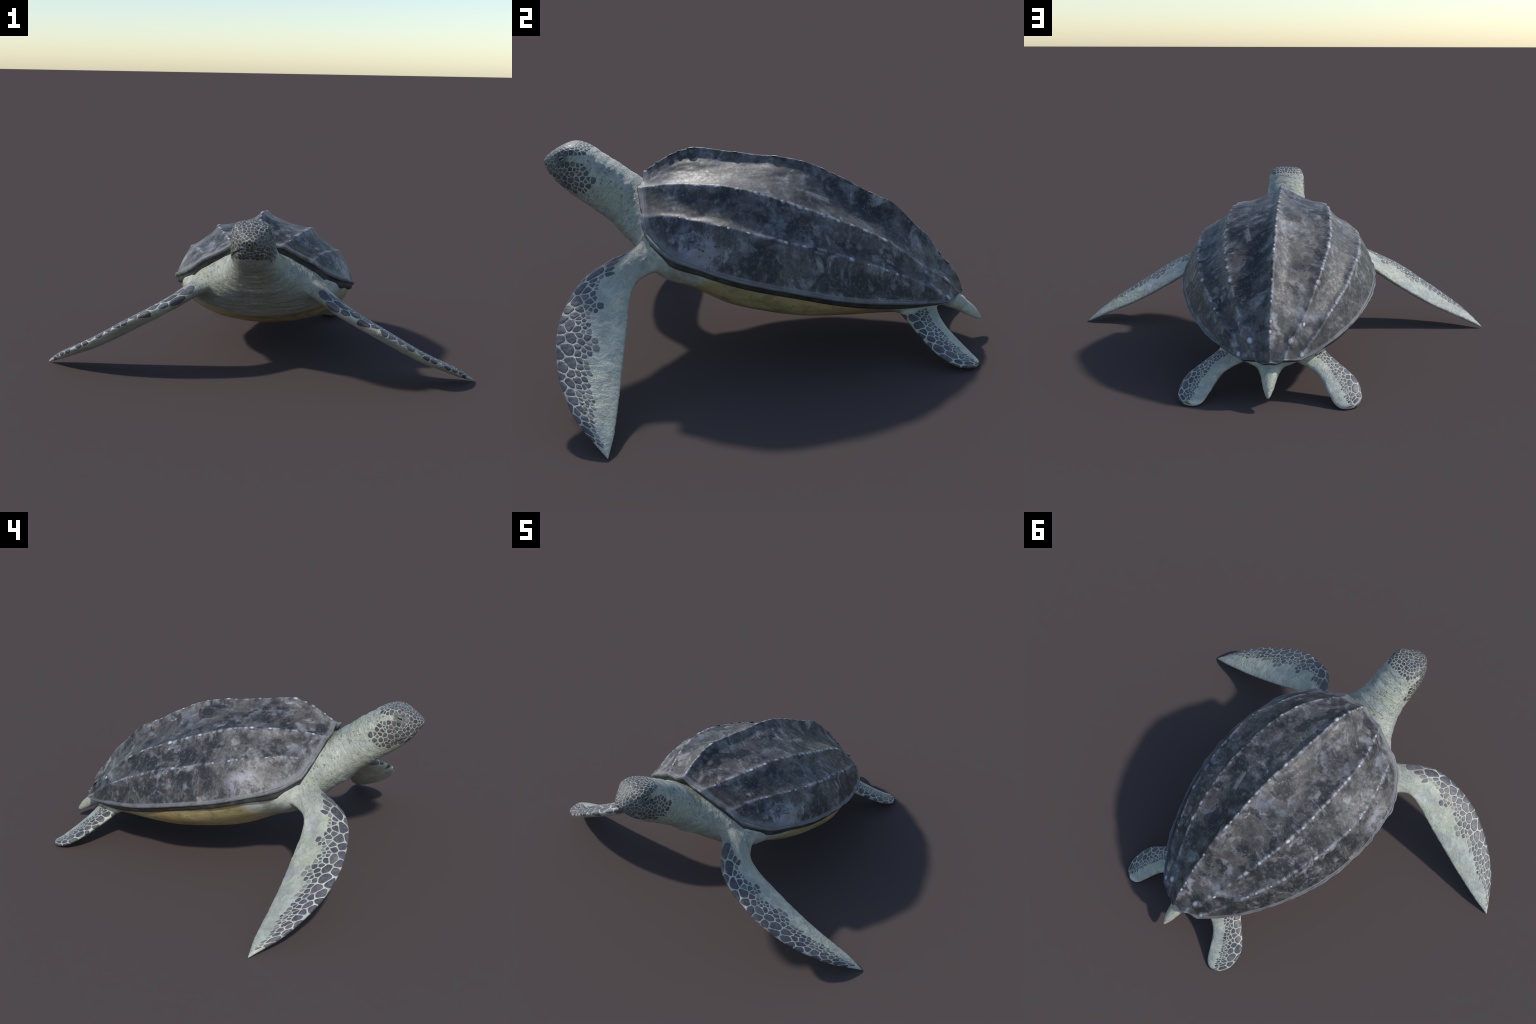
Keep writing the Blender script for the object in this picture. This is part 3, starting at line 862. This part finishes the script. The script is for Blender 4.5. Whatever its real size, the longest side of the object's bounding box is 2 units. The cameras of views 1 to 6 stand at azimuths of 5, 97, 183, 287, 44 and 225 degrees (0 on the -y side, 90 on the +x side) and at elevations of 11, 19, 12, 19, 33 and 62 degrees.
def limb_scales(lead, trail, thick, belly, radius, stretch, shown, gap, height, fade):
    G, ln, chord, vmin, dv = unroll(lead, trail, thick, belly)
    ns = len(ln)
    def at(u, v):
        r = np.interp(u, ln, np.arange(ns))
        q = min(max((v - vmin) / dv, 0), G.shape[1] - 1.001)
        r = min(max(r, 0), ns - 1.001)
        i, k = int(r), int(q)
        f, g = r - i, q - k
        return (G[i, k] * (1 - f) + G[i + 1, k] * f) * (1 - g) + (G[i, k + 1] * (1 - f) + G[i + 1, k + 1] * f) * g
    pts = []
    for _ in range(9000):                                   # dart throwing on the flat skin
        u, v = rng.uniform(ln[int(ns * .06)], ln[-1]), rng.uniform(vmin, .20)
        sv = float(np.interp(u, ln, np.linspace(0, 1, ns)))
        ch = float(np.interp(u, ln, chord))
        cv = v / ch
        if cv > .85:
            continue
        r, q = radius(sv, cv) * rng.uniform(.78, 1.22), stretch(sv, cv)
        if pts:
            A = np.array(pts)
            d2 = ((A[:, 0] - u) / q) ** 2 + (A[:, 1] - v) ** 2
            if (d2 < (A[:, 2] * .5 + r * .5) ** 2 * 3.2).any():
                continue
        pts.append((u, v, r, q, sv, cv))
    A = np.array(pts)
    made = []
    for k, (u, v, r, q, sv, cv) in enumerate(pts):
        if not shown(sv, cv, at(u, v)):
            continue
        d = (A[:, :2] - [u, v]) / [q, 1]
        dist = np.hypot(d[:, 0], d[:, 1])
        poly = [(r * 2.2 * math.cos(a), r * 2.2 * math.sin(a)) for a in np.linspace(0, 2 * math.pi, 14, endpoint=False)]
        for n in np.argsort(dist)[1:22]:
            m = dist[n]
            poly = clip(poly, d[n, 0] / m, d[n, 1] / m, m * r / (r + A[n, 2]) - gap)
            if len(poly) < 3:
                break
        if len(poly) < 3:
            continue
        poly = round_off(np.array(poly), 1, 30)
        c = poly.mean(0)
        size = np.linalg.norm(poly - c, axis=1).mean()
        if size < .0024:
            continue
        verts = []
        for f, h in ((1.0, -.5), (.97, .5), (.86, .85), (.7, 1.0), (.54, 1.05), (.38, 1.1), (.2, 1.1), (0, 1.1)):
            for x, y in (c + (poly - c) * f) if f else [c]:
                hit, hn, _, _ = tree.find_nearest(Vector(at(u + x * q, v + y)))
                verts.append(np.array(hit) + np.array(hn) * h * height)
        made.append((np.array(verts), [tuple(f) for f in grid_faces(7, 30, True)] + [(180 + i, 180 + (i + 1) % 30, 210) for i in range(30)], size, fade(sv, cv)))
    made.sort(key=lambda t: -t[2])
    return made

def ff_radius(s, c):
    r = .0198 - .0080 * float(sstep(.16, .45, c)) - .0065 * float(sstep(.55, .97, s))
    for s0, c0, ws, wc, k in ((.49, .36, .045, .17, .50), (.77, .34, .03, .18, .45), (.37, .42, .03, .12, .5)):
        r *= 1 - k * math.exp(-((s - s0) / ws) ** 2 - ((c - c0) / wc) ** 2)
    return max(r, .0062)

def ff_shown(s, c, p):
    e = .53 + .10 * float(hash_noise(np.array([p * 14]), 1, 21)[0]) - .16 * float(sstep(.36, .20, s)) + .06 * float(sstep(.7, .95, s))
    return .215 < s < .95 and -.075 < c < e

made = limb_scales(FLIPPER_LEAD, FLIPPER_TRAIL, FF_THICK, 1.75, ff_radius, lambda s, c: 1.0 + .65 * float(sstep(.48, .28, s)) * float(sstep(.6, .2, c)), ff_shown, .0019, .0008,
                   lambda s, c: c > .36 - .10 * float(sstep(.36, .20, s)) and rng.random() < .5)
place_scales(made, "flipper_scale", parts["front_flipper", 1], 150)
place_scales(mirrored(made), "flipper_scale", parts["front_flipper", -1], 150)

made_h = limb_scales(HIND_LEAD, HIND_TRAIL, HF_THICK, 1.49, lambda s, c: max(.0155 - .0095 * float(sstep(.15, .5, c)), .0056), lambda s, c: 1.0,
                     lambda s, c, p: .24 < s < .975 and -.05 < c < .64 + .08 * float(hash_noise(np.array([p * 25]), 1, 22)[0]), .0016, .0007, lambda s, c: c > .5 and rng.random() < .4)
place_scales(made_h, "hind_flipper_scale", parts["hind_flipper", 1], 150)
place_scales(mirrored(made_h), "hind_flipper_scale", parts["hind_flipper", -1], 150)

# head: small plates on crown, cheeks and jaws, getting smaller and wider apart towards the neck
def back_edge(p):
    x, y, z = p
    top = sstep(.70, .745, z)
    return -.638 * top + (-.615 - .10 * abs(z - .635) / .06 * .35) * (1 - top)

def head_keep():
    keep = np.zeros(len(fc), bool)
    for k in np.where((fc[:, 0] > -.0005) & (fc[:, 1] < -.61) & (fc[:, 2] > .53))[0]:
        p = fc[k]
        e = p - EYE
        f, u = e @ fwd, e @ upw
        if (f / .027) ** 2 + ((u - .001) / .0205) ** 2 < 1 and p[0] > .05:
            continue
        if ((f - .006) / .024) ** 2 + ((u + .030 + .25 * (f - .006)) / .0055) ** 2 < 1 and p[0] > .04:
            continue                                         # pale streak under the eye
        jaw = .602 + .55 * max(0, -.735 - p[1]) - .2 * max(0, p[1] + .735)
        if p[1] > -.70:
            jaw = .595 - .1 * (p[1] + .70)
        if p[2] < jaw - .012 * (p[1] < -.76):
            continue
        if p[1] < back_edge(p):
            # bare patch behind the eye, above the cheek
            if p[0] > .06 and -.72 < p[1] and .70 < p[2] < .735 and p[1] > -.715:
                continue
            keep[k] = True
    return keep

def head_radius(p):
    t = float(sstep(-.70, -.62, p[1]))
    if rng.random() < .65 * t:
        return None
    r = .0088 - .0012 * t
    if p[2] > .735:
        r = .0074
    if p[1] < -.79:
        r = .0070
    r *= 1 + .55 * float(hash_noise(np.array([p * 55]), 1, 31)[0])
    return max(r, .0040)

HEAD_DIR = np.array([0, -.85, -.5])
def head_cut(p, u, v, poly):
    d = mouth - p
    j = (d * d).sum(1).argmin()
    if np.linalg.norm(d[j]) > .04:
        return poly
    t = mouth[min(j + 1, len(mouth) - 1)] - mouth[max(j - 1, 0)]
    tx, ty = t @ u, t @ v
    nx, ny = -ty, tx
    m = math.hypot(nx, ny) + 1e-9
    nx, ny = nx / m, ny / m
    c = (d[j] @ u) * nx + (d[j] @ v) * ny
    if c < 0:
        nx, ny, c = -nx, -ny, -c
    return clip(poly, nx, ny, c - .0030)

S, R, _ = seeds_on(head_keep(), head_radius, lambda p: (HEAD_DIR, 1.0), 12000)
S2, R2 = np.vstack([S, S * [-1, 1, 1]]), np.r_[R, R]
ok = np.ones(len(S2), bool)
ok[len(S):] = S[:, 0] > .0035
S[S[:, 0] < .0035, 0] = 0
S2[:len(S)] = S
S2, R2 = S2[ok], R2[ok]
made_k = grow_scales(S2, R2, lambda p: (HEAD_DIR, 1.0), lambda p: .0009 + .0015 * float(sstep(-.71, -.65, p[1])), .0006, "head_scale", None, head_cut, 1.45)
place_scales(made_k, "head_scale", parts["head"], 300)

# ------------------------------------------------------------------ eyes and lids
def tube(path, rad, k=10):
    path = np.array(path)
    t = np.gradient(path, axis=0)
    t /= np.linalg.norm(t, axis=1)[:, None]
    ref = np.array([1.0, 0, 0])
    a = np.cross(t, ref)
    a /= np.linalg.norm(a, axis=1)[:, None]
    b = np.cross(t, a)
    th = np.linspace(0, 2 * np.pi, k, endpoint=False)
    V = path[:, None] + (a[:, None] * np.cos(th)[None, :, None] + b[:, None] * np.sin(th)[None, :, None]) * np.asarray(rad)[:, None, None]
    n = len(path)
    return V.reshape(-1, 3), [tuple(f) for f in grid_faces(n, k, True)] + [tuple(range(k)), tuple(range((n - 1) * k, n * k))[::-1]]

hit, hn, _, _ = tree.find_nearest(Vector(EYE))
centre = np.array(hit)
out_dir = np.array(hn) * .3 + np.array([.7, 0, 0])
out_dir /= np.linalg.norm(out_dir)
for sg in (1, -1):
    M = np.array([sg, 1, 1])
    bm = bmesh.new()
    bmesh.ops.create_uvsphere(bm, u_segments=28, v_segments=18, radius=.0138)
    em = bpy.data.meshes.new("eye")
    bm.to_mesh(em)
    bm.free()
    em.polygons.foreach_set("use_smooth", np.ones(len(em.polygons), bool))
    em.materials.append(EYEM)
    eye = add("eye", em, parts["head"])
    eye.location = (centre - out_dir * .0092) * M
    for top in (1, -1):
        a = np.linspace(-1, 1, 25)
        path = []
        for q in a:
            g = centre + fwd * q * .0165 + upw * top * (.0088 * (1 - q * q) + .0003)
            h2, n2, _, _ = tree.find_nearest(Vector(g))
            path.append(np.array(h2) + np.array(n2) * (.0004 + .0026 * (1 - q * q)))
        V2, F2 = tube(path, (.0011 + .0014 * (1 - a ** 2)) * (1.25 if top > 0 else .9))
        lm = new_mesh("eyelid", V2 * M, F2 if sg > 0 else [f[::-1] for f in F2])
        bmx = bmesh.new(); bmx.from_mesh(lm); bmesh.ops.recalc_face_normals(bmx, faces=bmx.faces); bmx.to_mesh(lm); bmx.free()
        lm.materials.append(LID)
        add("eyelid", lm, parts["head"])
# dark line of the mouth, lying in its groove
line = catmull(MOUTH, 40)
both = np.vstack([(line * [-1, 1, 1])[:0:-1], line])
path = []
for g in both:
    h2, n2, _, _ = tree.find_nearest(Vector(g))
    path.append(np.array(h2) - np.array(n2) * .0009)
ends = np.minimum(1, np.minimum(np.arange(len(both)), np.arange(len(both))[::-1]) / 8)
V2, F2 = tube(path, .0006 + .0013 * ends)
lm = new_mesh("mouth", V2, F2)
bmx = bmesh.new(); bmx.from_mesh(lm); bmesh.ops.recalc_face_normals(bmx, faces=bmx.faces); bmx.to_mesh(lm); bmx.free()
mo = Nodes("mouth_seam")
lm.materials.append(mo.done(mo.mix(mo.noise(80, 3), (.012, .011, .011), (.035, .032, .030)), .5))
add("mouth", lm, parts["head"])
bpy.data.meshes.remove(body)
